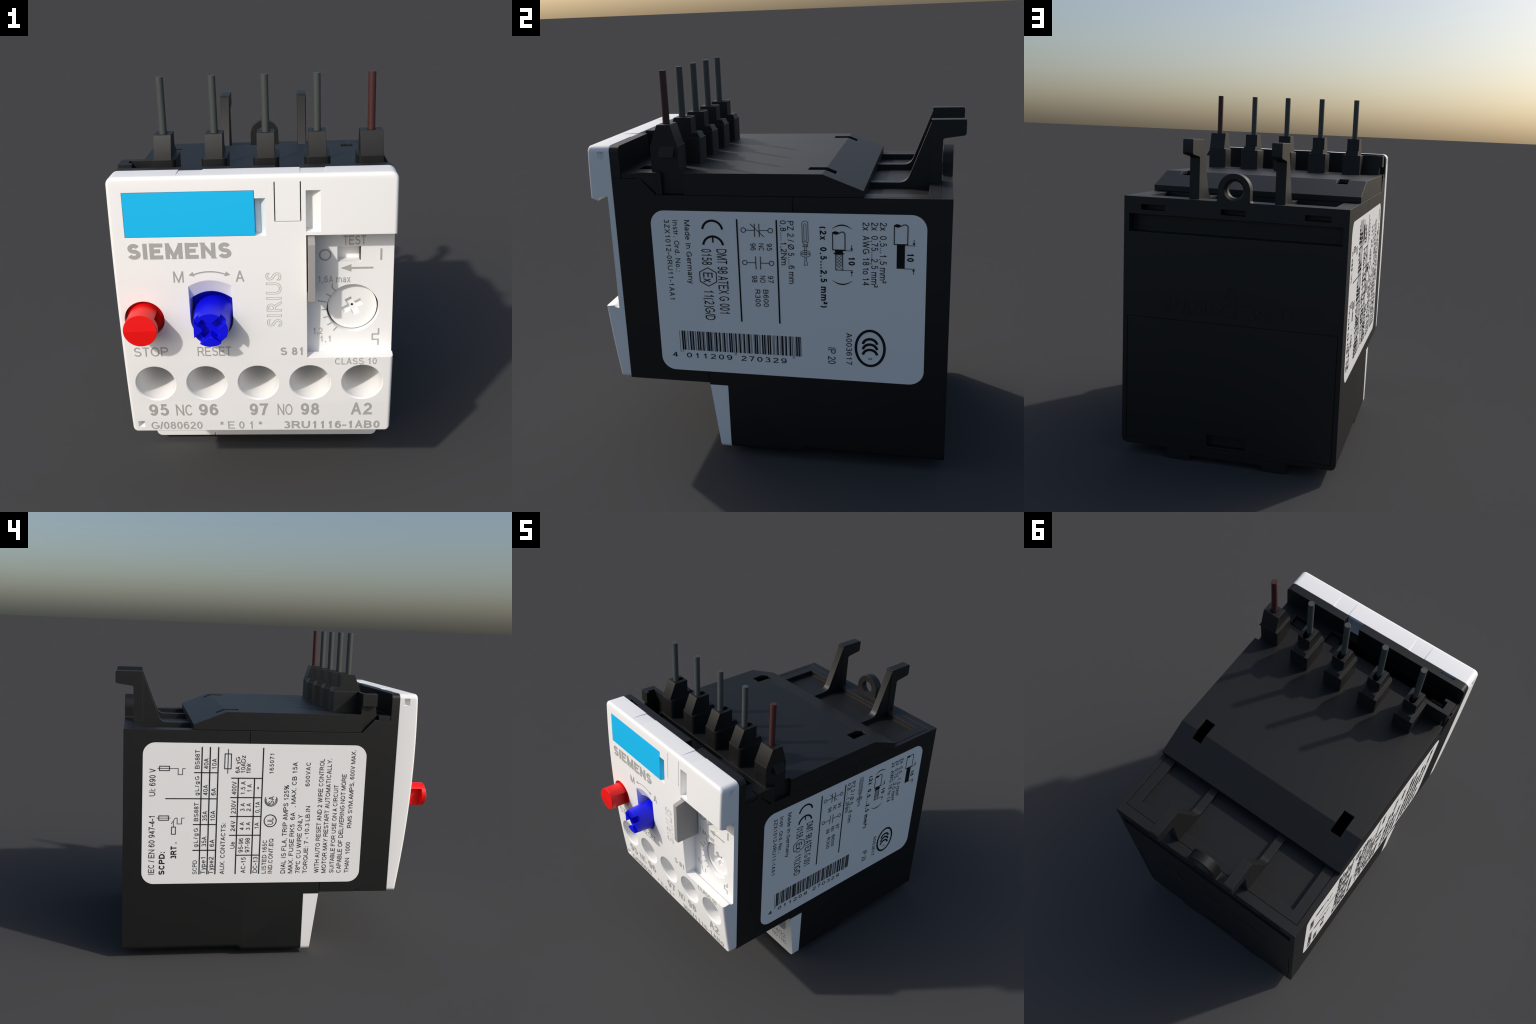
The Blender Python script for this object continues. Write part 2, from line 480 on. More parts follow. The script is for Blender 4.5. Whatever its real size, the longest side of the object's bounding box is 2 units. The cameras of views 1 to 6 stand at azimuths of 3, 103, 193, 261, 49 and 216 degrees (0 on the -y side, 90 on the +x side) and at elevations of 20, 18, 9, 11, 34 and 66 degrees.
centre_cone = loft([[(p[0], -0.960, p[1]) for p in circle(BX, BZ, 0.036, 32)], [(p[0], -0.905, p[1]) for p in circle(BX, BZ, 0.012, 32)]])
knob = cut(knob, slot_bar(math.radians(41)), slot_bar(math.radians(139)), slot_short(math.radians(41)), slot_short(math.radians(139)), centre_cone,
           box(BX - 0.2, BX - 0.068, -1.0, -0.87, BZ - 0.1, BZ + 0.2))
add("reset_knob", knob, BLUE, None, 25)

# ================================================================== LOWER TERMINAL COVER
cover = prism("x", [(-0.292, 0.4025), (-0.250, 0.034), (-0.197, 0.034), (-0.197, 0.4025)], -0.5975, 0.5975)
cover = boolean(cover, "INTERSECT", prism("y", rounded(-0.5975, 0.5975, 0.034, 0.4025, (0.030, 0.030, 0, 0)), -0.5, 0.0))
cover = boolean(cover, "UNION", *[prism("y", rounded(x - 0.082, x + 0.082, 0.224, 0.386, 0.052), -0.205, 0.065) for x in COVER_X])
cover = cut(cover, *[prism("y", rounded(x - 0.0785, x + 0.0785, 0.229, 0.381, 0.050), -0.5, 0.055) for x in COVER_X], box(-0.279, -0.2755, -0.5, -0.23, 0.030, 0.052))
COVER = add("terminal_cover", cover, WHITE)

# ================================================================== SIDE LABELS
LABEL_OUT = HALF + 0.0015
lab = rounded(-0.545, 0.7955, 0.4785, 1.3365, 0.072, 12)
LABEL_L = add("side_label", prism("x", lab, -HALF - 0.0003, -LABEL_OUT), PAPER)
LABEL_R = add("side_label", prism("x", lab, HALF + 0.0003, LABEL_OUT), PAPER)

# ================================================================== PRINTING
# each surface maps flat (u, v, height) to space; u is the reading direction, v the up direction of letters


def on_left(u, v, h):      # reads upwards
    return (-LABEL_OUT - h, v, u)


def on_right(u, v, h):     # reads downwards, u = -z
    return (LABEL_OUT + h, v, -u)


def on_right_level(u, v, h):
    return (LABEL_OUT + h, u, v)


def on_front(u, v, h):
    return (u, front_y(v) - h, v)


def on_front_up(u, v, h):  # reads upwards on the front
    return (-v, front_y(u) - h, u)


def on_field(u, v, h):
    return (u, -0.76 - h, v)


def on_cover(u, v, h):
    return (u, -0.250 - (v - 0.034) * 0.042 / 0.3685 - h, v)


def on_back(u, v, h):
    return (-u, 0.907 + h, v)


def text_mesh(body, bold=0.0, spacing=1.0, outline=0.0):
    cu = bpy.data.curves.new("t", "FONT")
    cu.body = body
    cu.size = 1.0
    cu.offset = bold
    cu.space_character = spacing
    cu.resolution_u = 4
    if outline:
        cu.fill_mode = "NONE"
        cu.bevel_depth = outline
        cu.bevel_resolution = 0
    ob = bpy.data.objects.new("t", cu)
    COL.objects.link(ob)
    dg = bpy.context.evaluated_depsgraph_get()
    me = bpy.data.meshes.new_from_object(ob.evaluated_get(dg))
    bpy.data.objects.remove(ob, do_unlink=True)
    bpy.data.curves.remove(cu)
    return me


def extent(me, axis):
    vals = [v.co[axis] for v in me.vertices]
    return min(vals), max(vals)


# ---- a plain grotesque alphabet drawn as pen strokes.  Every glyph is a few pen paths in a box
# of width 1 and capital height 1; small letters stand 0.73 high.
def arc(cx, cy, rx, ry, a0, a1, n=None):
    n = n or max(4, int(abs(a1 - a0) / 15))
    return [(cx + rx * math.cos(math.radians(a0 + (a1 - a0) * k / n)), cy + ry * math.sin(math.radians(a0 + (a1 - a0) * k / n))) for k in range(n + 1)]


def ring(cx, cy, rx, ry):
    return ["closed"] + arc(cx, cy, rx, ry, 90, 450 - 12, 29)


GLYPHS = {" ": (0.39, [])}


def glyph(ch, advance, *paths):
    GLYPHS[ch] = (advance, paths)


stem, stem_r = [(0, 0), (0, 1)], [(1, 0), (1, 1)]
glyph("A", 0.90, [(0, 0), (0.46, 1)], [(0.54, 1), (1, 0)], [(0.2, 0.31), (0.8, 0.31)])
glyph("B", 0.93, stem, [(0, 1), (0.52, 1)] + arc(0.52, 0.765, 0.40, 0.235, 90, -90) + [(0, 0.53)], [(0.4, 0.53)] + arc(0.58, 0.265, 0.42, 0.265, 90, -90) + [(0, 0)])
glyph("C", 1.0, arc(0.5, 0.5, 0.5, 0.5, 40, 320))
glyph("D", 1.0, stem, [(0, 1), (0.40, 1)] + arc(0.40, 0.5, 0.60, 0.5, 90, -90) + [(0, 0)])
glyph("E", 0.93, stem, [(0, 1), (1, 1)], [(0, 0.52), (0.93, 0.52)], [(0, 0), (1, 0)])
glyph("F", 0.86, stem, [(0, 1), (1, 1)], [(0, 0.50), (0.88, 0.50)])
glyph("G", 1.08, arc(0.5, 0.5, 0.5, 0.5, 42, 300) + [(1, 0.20), (1, 0.45), (0.55, 0.45)])
glyph("H", 1.0, stem, stem_r, [(0, 0.53), (1, 0.53)])
glyph("I", 0.39, [(0.5, 0), (0.5, 1)])
glyph("K", 0.93, stem, [(0.97, 1), (0.0, 0.36)], [(0.36, 0.60), (1, 0)])
glyph("L", 0.78, stem, [(0, 0), (1, 0)])
glyph("M", 1.16, stem, stem_r, [(0.04, 1), (0.5, 0)], [(0.5, 0), (0.96, 1)])
glyph("N", 1.0, stem, stem_r, [(0.02, 1), (0.98, 0)])
glyph("O", 1.09, ring(0.5, 0.5, 0.5, 0.5))
glyph("Q", 1.09, ring(0.5, 0.5, 0.5, 0.5), [(0.6, 0.25), (1, -0.04)])
glyph("P", 0.93, stem, [(0, 1), (0.6, 1)] + arc(0.6, 0.74, 0.40, 0.26, 90, -90) + [(0, 0.48)])
glyph("R", 1.0, stem, [(0, 1), (0.58, 1)] + arc(0.58, 0.745, 0.36, 0.255, 90, -90) + [(0, 0.49)], [(0.5, 0.49), (0.70, 0.36), (1, 0)])
glyph("S", 0.93, arc(0.5, 0.755, 0.44, 0.245, 22, 262) + arc(0.5, 0.257, 0.5, 0.257, 82, -160))
glyph("T", 0.86, [(0.5, 0), (0.5, 1)], [(0, 1), (1, 1)])
glyph("U", 1.0, [(0, 1)] + arc(0.5, 0.40, 0.5, 0.40, 180, 360) + [(1, 1)])
glyph("V", 0.90, [(0, 1), (0.47, 0)], [(0.53, 0), (1, 1)])
glyph("W", 1.30, [(0, 1), (0.24, 0)], [(0.26, 0), (0.49, 1)], [(0.51, 1), (0.74, 0)], [(0.76, 0), (1, 1)])
glyph("X", 0.92, [(0, 0), (0.97, 1)], [(0.03, 1), (1, 0)])
glyph("Y", 0.92, [(0, 1), (0.5, 0.42), (1, 1)], [(0.5, 0.46), (0.5, 0)])
glyph("Z", 0.86, [(0.03, 1), (0.97, 1), (0, 0), (1, 0)])
glyph("0", 0.78, ring(0.5, 0.5, 0.5, 0.5))
glyph("1", 0.78, [(0.62, 0), (0.62, 1)], [(0.60, 0.96), (0.42, 0.81), (0.16, 0.72)])
glyph("2", 0.78, arc(0.5, 0.72, 0.47, 0.28, 168, -38) + [(0.16, 0.18), (0.0, 0.0), (1, 0)])
glyph("3", 0.78, arc(0.46, 0.765, 0.44, 0.235, 152, -80), arc(0.46, 0.265, 0.54, 0.265, 92, -155))
glyph("4", 0.78, [(0.76, 0), (0.76, 1)], [(0.74, 0.97), (0.02, 0.26), (1, 0.26)])
glyph("5", 0.78, [(0.92, 1), (0.22, 1), (0.08, 0.49)] + arc(0.47, 0.325, 0.53, 0.325, 138, -155))
glyph("6", 0.78, ring(0.5, 0.315, 0.5, 0.315), arc(0.54, 0.52, 0.54, 0.48, 42, 180) + [(0, 0.30)])
glyph("7", 0.78, [(0, 1), (1, 1), (0.62, 0.55), (0.36, 0)])
glyph("8", 0.78, ring(0.5, 0.765, 0.42, 0.235), ring(0.5, 0.27, 0.5, 0.27))
glyph("9", 0.78, ring(0.5, 0.685, 0.5, 0.315), arc(0.46, 0.48, 0.54, 0.48, 222, 360) + [(1, 0.70)])
bowl = ring(0.5, 0.365, 0.5, 0.365)
arch = [(0, 0.40)] + arc(0.5, 0.45, 0.5, 0.28, 165, 0) + [(1, 0)]
glyph("a", 0.78, arc(0.48, 0.53, 0.42, 0.20, 160, 0) + [(0.92, 0)], [(0.90, 0.44), (0.40, 0.38)] + arc(0.36, 0.19, 0.36, 0.19, 90, 280) + [(0.90, 0.22)])
glyph("d", 0.78, stem_r, bowl)
glyph("e", 0.78, arc(0.5, 0.365, 0.5, 0.365, 318, 5) + [(0.03, 0.37)])
glyph("f", 0.42, [(0.38, 0)] + arc(0.85, 0.84, 0.47, 0.16, 180, 95), [(0, 0.73), (0.9, 0.73)])
glyph("g", 0.78, bowl, [(1, 0.73)] + arc(0.5, -0.06, 0.5, 0.22, 0, -150))
glyph("i", 0.32, [(0.5, 0), (0.5, 0.73)], [(0.5, 0.90), (0.5, 1)])
glyph("k", 0.70, stem, [(0.93, 0.73), (0.0, 0.24)], [(0.36, 0.44), (1, 0)])
glyph("l", 0.32, [(0.5, 0), (0.5, 1)])
glyph("m", 1.16, [(0, 0), (0, 0.73)], [(0, 0.42)] + arc(0.25, 0.47, 0.25, 0.26, 165, 0) + [(0.5, 0)], [(0.5, 0.42)] + arc(0.75, 0.47, 0.25, 0.26, 165, 0) + [(1, 0)])
glyph("n", 0.78, [(0, 0), (0, 0.73)], arch)
glyph("o", 0.78, bowl)
glyph("p", 0.78, [(0, -0.29), (0, 0.73)], bowl)
glyph("r", 0.47, [(0, 0), (0, 0.73)], [(0, 0.40)] + arc(0.85, 0.42, 0.85, 0.31, 165, 85))
glyph("s", 0.70, arc(0.5, 0.55, 0.44, 0.18, 22, 262) + arc(0.5, 0.19, 0.5, 0.19, 82, -160))
glyph("t", 0.42, [(0.42, 0.95), (0.42, 0.16)] + arc(0.85, 0.16, 0.43, 0.16, 200, 275), [(0, 0.73), (0.95, 0.73)])
glyph("u", 0.78, [(0, 0.73)] + arc(0.5, 0.28, 0.5, 0.28, 180, 345) + [(1, 0.34)], [(1, 0), (1, 0.73)])
glyph("x", 0.70, [(0, 0), (0.97, 0.73)], [(0.03, 0.73), (1, 0)])
glyph("y", 0.70, [(0, 0.73), (0.5, 0.02)], [(1, 0.73), (0.44, -0.16), (0.30, -0.27), (0.05, -0.27)])
glyph("z", 0.70, [(0.03, 0.73), (0.97, 0.73), (0, 0), (1, 0)])
glyph(".", 0.39, [(0.5, 0), (0.5, 0.11)])
glyph(",", 0.39, [(0.62, 0.06), (0.55, -0.06), (0.25, -0.20)])
glyph(":", 0.39, [(0.5, 0), (0.5, 0.11)], [(0.5, 0.56), (0.5, 0.72)])
glyph("/", 0.39, [(0, 0), (1, 1)])
glyph("-", 0.46, [(0, 0.36), (1, 0.36)])
glyph("(", 0.46, arc(1.0, 0.38, 1.0, 0.66, 120, 240))
glyph(")", 0.46, arc(0.0, 0.38, 1.0, 0.66, 60, -60))
glyph(">", 0.82, [(0, 0.74), (1, 0.44), (0, 0.14)])
glyph("<", 0.82, [(1, 0.74), (0, 0.44), (1, 0.14)])
glyph("*", 0.56, [(0.5, 0.55), (0.5, 1)], [(0.05, 0.92), (0.95, 0.63)], [(0.05, 0.63), (0.95, 0.92)])
glyph("%", 1.2, ring(0.2, 0.76, 0.2, 0.24), ring(0.8, 0.24, 0.2, 0.24), [(0.25, 0), (0.75, 1)])
glyph("°", 0.56, ring(0.5, 0.84, 0.5, 0.16))
glyph("²", 0.46, arc(0.5, 0.86, 0.46, 0.14, 165, -35) + [(0.0, 0.5), (1, 0.5)])
glyph("Ø", 1.09, ring(0.5, 0.5, 0.5, 0.5), [(0.05, -0.04), (0.95, 1.04)])
THIN = {"I", "i", "l", ".", ":"}
NARROW = {"/", "f", "t", "r", "*", "°", "²", "-", "(", ")"}
LIMITS = (0.0, 0.73, 1.0, -0.29)
HEIGHT, BASE = 0.0013, -0.0006


def pen_path(path, weight, x0, ink):
    """one pen path -> (left side, right side, closed) in letter units"""
    closed = bool(path) and path[0] == "closed"
    raw = path[1:] if closed else path
    slanted = len(raw) == 2 and abs(raw[0][0] - raw[1][0]) > 0.1 and abs(raw[0][1] - raw[1][1]) > 0.5
    pen = weight * 0.84 if slanted and weight > 0.16 else weight
    raw = [p for k, p in enumerate(raw) if k == 0 or math.hypot(p[0] - raw[k - 1][0], p[1] - raw[k - 1][1]) > 1e-4]
    P = [Vector((x0 + weight / 2 + u * (ink - weight), weight / 2 + v * (1 - weight))) for u, v in raw]
    if not closed:
        for end, nxt in ((0, 1), (-1, -2)):
            d = (P[end] - P[nxt]).normalized()
            u, v = raw[end]
            if (abs(d.y) > 0.5 and any(abs(v - q) < 1e-6 for q in LIMITS)) or (abs(d.x) > 0.8 and (u < 1e-6 or u > 1 - 1e-6)):
                P[end] = P[end] + d * weight / 2 / max(abs(d.x), abs(d.y))
    n = len(P)
    left, right = [], []
    for i, p in enumerate(P):
        a = P[i - 1] if (i or closed) else None
        b = P[(i + 1) % n] if (i < n - 1 or closed) else None
        d0 = (p - a).normalized() if a is not None else (b - p).normalized()
        d1 = (b - p).normalized() if b is not None else d0
        m = Vector((-d0.y - d1.y, d0.x + d1.x))
        m = m * (2 / max(m.length_squared, 0.8))
        left.append(p + m * pen / 2)
        right.append(p - m * pen / 2)
    if not closed:
        for end, nxt in ((0, 1), (-1, -2)):
            d = (P[end] - P[nxt]).normalized()
            v = raw[end][1]
            if abs(d.y) > 0.5 and any(abs(v - q) < 1e-6 for q in LIMITS):     # cut level with the line
                level = weight / 2 + v * (1 - weight) + math.copysign(weight / 2, d.y)
                for side in (left, right):
                    side[end] = side[end] + d * ((level - side[end].y) / d.y)
    return left, right, closed


def set_line(body, weight, tracking):
    """pen paths of a whole line; returns paths and the inked width"""
    x, out = 0.0, []
    for ch in body:
        adv, paths = GLYPHS[ch]
        ink = weight if ch in THIN else max(weight * 1.5, adv - 0.16)
        if ch == "1":
            ink = adv - 0.20
        elif ch in NARROW:
            ink = adv - 0.04
        for k, p in enumerate(paths):
            out.append(pen_path(p, weight * (0.65 if ch == "*" else 1), x + (adv - ink) / 2, ink) + (k,))
        x += adv + tracking
    xs = [q.x for l, r, c, k in out for q in l + r]
    return out, min(xs), max(xs)


def write(body, surface, u0, u1, v, cap, mat, parent, weight=0.132, height=HEIGHT, wide=1.05):
    """one line of lettering between u0 and u1, baseline v, capital height cap"""
    paths, a, b = set_line(body, weight, 0.0)
    fit = (u1 - u0) / ((b - a) * cap)
    if fit > 1.12 and len(body) > 1:
        paths, a, b = set_line(body, weight, ((u1 - u0) / (cap * wide) - (b - a)) / (len(body) - 1))
        fit = (u1 - u0) / ((b - a) * cap)
    bm = bmesh.new()
    for left, right, closed, k in paths:
        h = height + 0.00007 * k
        mk = lambda q, hh: bm.verts.new(surface(u0 + (q.x - a) * cap * fit, v + q.y * cap, hh))
        tl, tr = [mk(q, h) for q in left], [mk(q, h) for q in right]
        bl, br = [mk(q, BASE) for q in left], [mk(q, BASE) for q in right]
        n = len(tl)
        for i in range(n if closed else n - 1):
            j = (i + 1) % n
            bm.faces.new((tl[i], tr[i], tr[j], tl[j]))
            bm.faces.new((tl[i], tl[j], bl[j], bl[i]))
            bm.faces.new((tr[i], br[i], br[j], tr[j]))
        if not closed:
            for e in (0, n - 1):
                bm.faces.new((tl[e], tr[e], br[e], bl[e]))
    return add("lettering", from_bm(bm), mat, parent)


def write_outline(body, surface, u0, u1, v, cap, mat, parent):
    """hollow lettering: only the contours of the letters are drawn"""
    me = text_mesh(body, 0.0, 1.08, 0.0125)
    lo, hi = extent(me, 1)
    a, b = extent(me, 0)
    bm = bmesh.new()
    bm.from_mesh(me)
    for w in bm.verts:
        w.co = Vector(surface(u0 + (w.co.x - a) * (u1 - u0) / (b - a), v + (w.co.y - lo) * cap / (hi - lo), 0.0006 + w.co.z * 0.05))
    return add("lettering", from_bm(bm), mat, parent)


STROKES = [0]


def stroke(points, width, surface, mat, parent, closed=False, name="printed_line", height=None):
    """a flat mitred line of even width"""
    STROKES[0] += 1
    h = height or (HEIGHT + 0.00006 * (STROKES[0] % 7))
    P = [Vector(p) for p in points]
    n = len(P)
    L, R = [], []
    for i, p in enumerate(P):
        a = P[i - 1] if (i or closed) else None
        b = P[(i + 1) % n] if (i < n - 1 or closed) else None
        d0 = (p - a).normalized() if a is not None else (b - p).normalized()
        d1 = (b - p).normalized() if b is not None else d0
        n0, n1 = Vector((-d0.y, d0.x)), Vector((-d1.y, d1.x))
        m = (n0 + n1)
        m = m / max(m.length_squared, 1e-6) * 2 if m.length > 1e-3 else n0
        L.append(p + m * width / 2)
        R.append(p - m * width / 2)
    bm = bmesh.new()
    mk = lambda q, hh: bm.verts.new(surface(q.x, q.y, hh))
    top_l, top_r = [mk(q, h) for q in L], [mk(q, h) for q in R]
    bot_l, bot_r = [mk(q, BASE) for q in L], [mk(q, BASE) for q in R]
    for i in range(n if closed else n - 1):
        j = (i + 1) % n
        bm.faces.new((top_l[i], top_l[j], top_r[j], top_r[i]))
        bm.faces.new((top_l[i], bot_l[i], bot_l[j], top_l[j]))
        bm.faces.new((top_r[i], top_r[j], bot_r[j], bot_r[i]))
        bm.faces.new((bot_l[i], bot_r[i], bot_r[j], bot_l[j]))
    if not closed:
        for k in (0, n - 1):
            bm.faces.new((top_l[k], top_r[k], bot_r[k], bot_l[k]))
    return add(name, from_bm(bm), mat, parent)


def patch(points, surface, mat, parent, name="printed_symbol"):
    STROKES[0] += 1
    h = HEIGHT + 0.00006 * (STROKES[0] % 7)
    return add(name, loft([[surface(p[0], p[1], BASE) for p in points], [surface(p[0], p[1], h) for p in points]]), mat, parent)


def arc_points(cx, cy, r, a0, a1, n=20, ry=None):
    return [(cx + r * math.cos(math.radians(a0 + (a1 - a0) * i / n)), cy + (ry or r) * math.sin(math.radians(a0 + (a1 - a0) * i / n))) for i in range(n + 1)]


# ---- faceplate lettering: text, left, right, baseline, capital height, boldness
FRONT_TEXT = [
    ("SIEMENS", -0.527, -0.092, 1.300, 0.070, 0.245), ("M", -0.343, -0.300, 1.192, 0.051, 0.125), ("A", -0.079, -0.042, 1.192, 0.050, 0.125),
    ("S 81", 0.104, 0.200, 0.831, 0.040, 0.19), ("CLASS 10", 0.342, 0.525, 0.780, 0.033, 0.125),
    ("STOP", -0.546, -0.394, 0.831, 0.047, 0.125), ("RESET", -0.263, -0.114, 0.831, 0.047, 0.125),
    ("95", -0.510, -0.420, 0.504, 0.067, 0.185), ("NC", -0.387, -0.312, 0.504, 0.063, 0.125), ("96", -0.279, -0.191, 0.504, 0.067, 0.185),
    ("97", -0.045, 0.041, 0.504, 0.067, 0.185), ("NO", 0.081, 0.150, 0.504, 0.063, 0.125), ("98", 0.189, 0.272, 0.504, 0.067, 0.185),
    ("A2", 0.416, 0.512, 0.504, 0.067, 0.185), ("G/080620", -0.509, -0.270, 0.425, 0.043, 0.14),
    ("* E 0 1 *", -0.187, 0.009, 0.425, 0.043, 0.14), ("3RU1116-1AB0", 0.110, 0.550, 0.425, 0.043, 0.19)]
for t, a, b, v, c, w in FRONT_TEXT:
    write(t, on_front, a, b, v, c, PRINT, FACE, w)
write_outline("SIRIUS", on_front_up, 0.976, 1.232, -0.114, 0.066, PRINT, FACE)
# curved double arrow above the knob
curve = [(-0.189 + 0.067 * u, 1.240 - 0.0125 * u * u) for u in [-1 + i / 8 for i in range(17)]]
stroke(curve, 0.0055, on_front, PRINT, FACE)
patch([(-0.277, 1.2245), (-0.252, 1.219), (-0.260, 1.240)], on_front, PRINT, FACE)
patch([(-0.101, 1.2245), (-0.118, 1.240), (-0.126, 1.219)], on_front, PRINT, FACE)

# ---- setting field
for t, a, b, v, c in (("TEST", 0.381, 0.476, 1.317, 0.041), ("1,6A max", 0.274, 0.412, 1.144, 0.031),
                      ("1,2", 0.251, 0.291, 0.897, 0.031), ("1,1", 0.281, 0.326, 0.858, 0.030)):
    write(t, on_field, a, b, v, c, PRINT, FACE)
stroke(circle(0.303, 1.272, 0.0235, 40), 0.006, on_field, PRINT, FACE, True)
stroke([(0.5415, 1.246), (0.5415, 1.298)], 0.008, on_field, PRINT, FACE)
stroke([(0.412, 1.211), (0.509, 1.211)], 0.008, on_field, PRINT, FACE)
patch([(0.369, 1.211), (0.415, 1.194), (0.415, 1.228)], on_field, PRINT, FACE)
for tick in ([(0.333, 1.138), (0.333, 1.121), (0.348, 1.104)], [(0.308, 1.090), (0.328, 1.078)], [(0.270, 1.059), (0.310, 1.050)], [(0.287, 1.015), (0.308, 1.016)],
             [(0.294, 0.976), (0.313, 0.982)], [(0.312, 0.941), (0.330, 0.952)], [(0.339, 0.913), (0.353, 0.930)]):
    stroke(tick, 0.005, on_field, PRINT, FACE)
stroke([(0.538, 0.922), (0.538, 0.8935), (0.511, 0.8935), (0.511, 0.867), (0.537, 0.867), (0.537, 0.839)], 0.006, on_field, PRINT, FACE)

# ---- lower cover
for t, x in (("2/T1", COVER_X[0]), ("4/T2", COVER_X[1]), ("6/T3", COVER_X[2])):
    write(t, on_cover, x - 0.052, x + 0.052, 0.150, 0.044, PRINT, COVER)
write("14/22", on_cover, 0.407, 0.531, 0.150, 0.044, PRINT, COVER)
write("NO / NC", on_cover, 0.392, 0.540, 0.100, 0.032, PRINT, COVER)

# ---- rear marking, moulded in
write(">PA66-GF35FR<", on_back, -0.40, 0.40, 0.806, 0.084, BLACK, HOUSING, 0.10, 0.003)
stroke([(0.0, 0.979), (0.035, 0.907), (-0.035, 0.907)], 0.008, on_back, BLACK, HOUSING, True, "recycling_mark", 0.003)

# ---- left label: text, baseline y, start z, end z, capital height
LEFT_TEXT = [
    ("IEC / EN 60 947-4-1", 0.720, 0.539, 0.897, 0.035), ("SCPD:*", 0.659, 0.537, 0.678, 0.034), ("3RT .*", 0.590, 0.636, 0.736, 0.034),
    ("Ui: 690 V", 0.720, 1.018, 1.182, 0.035), ("SCPD", 0.466, 0.538, 0.624, 0.025), ("Type1", 0.415, 0.539, 0.642, 0.027),
    ("Type2", 0.367, 0.538, 0.645, 0.028), ("gL/gG", 0.465, 0.707, 0.824, 0.024), ("35A", 0.413, 0.710, 0.772, 0.027),
    ("6A", 0.365, 0.709, 0.753, 0.027), ("BS88T", 0.465, 0.867, 0.980, 0.025), ("35A", 0.413, 0.867, 0.929, 0.027),
    ("10A", 0.365, 0.870, 0.931, 0.027), ("gL/gG", 0.465, 1.024, 1.140, 0.024), ("40A", 0.413, 1.024, 1.088, 0.027),
    ("6A", 0.365, 1.025, 1.069, 0.027), ("BS88T", 0.465, 1.184, 1.296, 0.026), ("40A", 0.413, 1.183, 1.247, 0.026),
    ("10A", 0.365, 1.185, 1.246, 0.026), ("AUX. CONTACTS:", 0.300, 0.536, 0.856, 0.026), ("Ue", 0.241, 0.696, 0.739, 0.026),
    ("24V", 0.242, 0.804, 0.869, 0.027), ("230V", 0.242, 0.913, 0.994, 0.027), ("400V", 0.242, 1.029, 1.109, 0.027),
    ("95-96", 0.190, 0.672, 0.761, 0.027), ("97-98", 0.150, 0.672, 0.762, 0.027), ("4 A", 0.189, 0.811, 0.861, 0.025),
    ("3 A", 0.151, 0.811, 0.861, 0.025), ("3 A", 0.189, 0.928, 0.978, 0.025), ("2 A", 0.151, 0.928, 0.978, 0.026),
    ("1.5 A", 0.189, 1.033, 1.111, 0.026), ("1 A", 0.152, 1.048, 1.094, 0.025), ("AC-15", 0.171, 0.542, 0.641, 0.027),
    ("DC-13", 0.098, 0.543, 0.643, 0.027), ("1A", 0.099, 0.821, 0.858, 0.025), ("0,1A", 0.098, 0.919, 0.987, 0.026),
    ("6A yG", 0.226, 1.161, 1.258, 0.025), ("10ADz", 0.193, 1.163, 1.267, 0.026), ("flink", 0.161, 1.162, 1.220, 0.026),
    ("LISTED 165C", 0.044, 0.538, 0.747, 0.026), ("IND.CONT.EQ", 0.005, 0.538, 0.757, 0.026), ("165071", 0.022, 1.160, 1.279, 0.025),
    ("UL", 0.011, 0.846, 0.888, 0.035), ("SA", 0.013, 0.973, 1.020, 0.032), ("DIAL IS FLA, TRIP AMPS 125%", -0.076, 0.537, 1.090, 0.028),
    ("MAX. FUSE RK5  6A", -0.121, 0.537, 0.921, 0.027), (", MAX. CB 15A", -0.121, 0.954, 1.230, 0.027),
    ("78°C CU WIRE ONLY", -0.168, 0.537, 0.907, 0.027), ("TORQUE: 7 - 10.3 LB.IN", -0.213, 0.536, 0.961, 0.026),
    ("600VAC", -0.202, 1.084, 1.229, 0.026), ("WITH AUTO RESET AND 2 WIRE CONTROL", -0.286, 0.537, 1.252, 0.027),
    ("MOTOR MAY RESTART AUTOMATICALLY.", -0.332, 0.537, 1.253, 0.027), ("SUITABLE FOR USE ON A CIRCUIT", -0.381, 0.538, 1.093, 0.026),
    ("CAPABLE OF DELIVERING NOT MORE", -0.427, 0.537, 1.160, 0.027), ("THAN  1000", -0.477, 0.538, 0.733, 0.027),
    ("RMS SYM.AMPS, 600V MAX.", -0.477, 0.824, 1.307, 0.026)]
for t, y, z0, z1, c in LEFT_TEXT:
    bold = t.endswith("*")
    write(t.rstrip("*"), on_left, z0, z1, y, c, INK, LABEL_L, 0.19 if bold else 0.115)


def left_line(width, *yz, closed=False):
    return stroke([(z, y) for y, z in yz], width, on_left, INK, LABEL_L, closed)


for y in (0.4515, 0.4035, 0.355):
    left_line(0.0062, (y, 0.536), (y, 1.3145))
for y0, y1, z in ((0.494, 0.355, 0.687), (0.495, 0.355, 0.846), (0.661, 0.355, 1.0035), (0.495, 0.355, 1.161),
                  (0.276, 0.089, 0.7795), (0.276, 0.089, 0.896), (0.276, 0.088, 1.012), (0.275, 0.088, 1.130), (0.231, 0.090, 0.6545)):
    left_line(0.0055, (y0, z), (y1, z))
for y, z1 in ((0.232, 1.130), (0.135, 1.130), (0.0875, 1.3145)):
    left_line(0.0062, (y, 0.536), (y, z1))
left_line(0.006, (0.112, 1.064), (0.112, 1.078))
for zc in (0.886, 1.1845):
    left_line(0.004, (0.697, zc - 0.013), (0.697, zc + 0.013), (0.6395, zc + 0.013), (0.6395, zc - 0.013), closed=True)
left_line(0.003, (0.709, 0.886), (0.629, 0.886))
left_line(0.003, (0.709, 1.1845), (0.589, 1.1845), (0.589, 1.148), (0.5625, 1.148), (0.5625, 1.1845), (0.546, 1.1845))
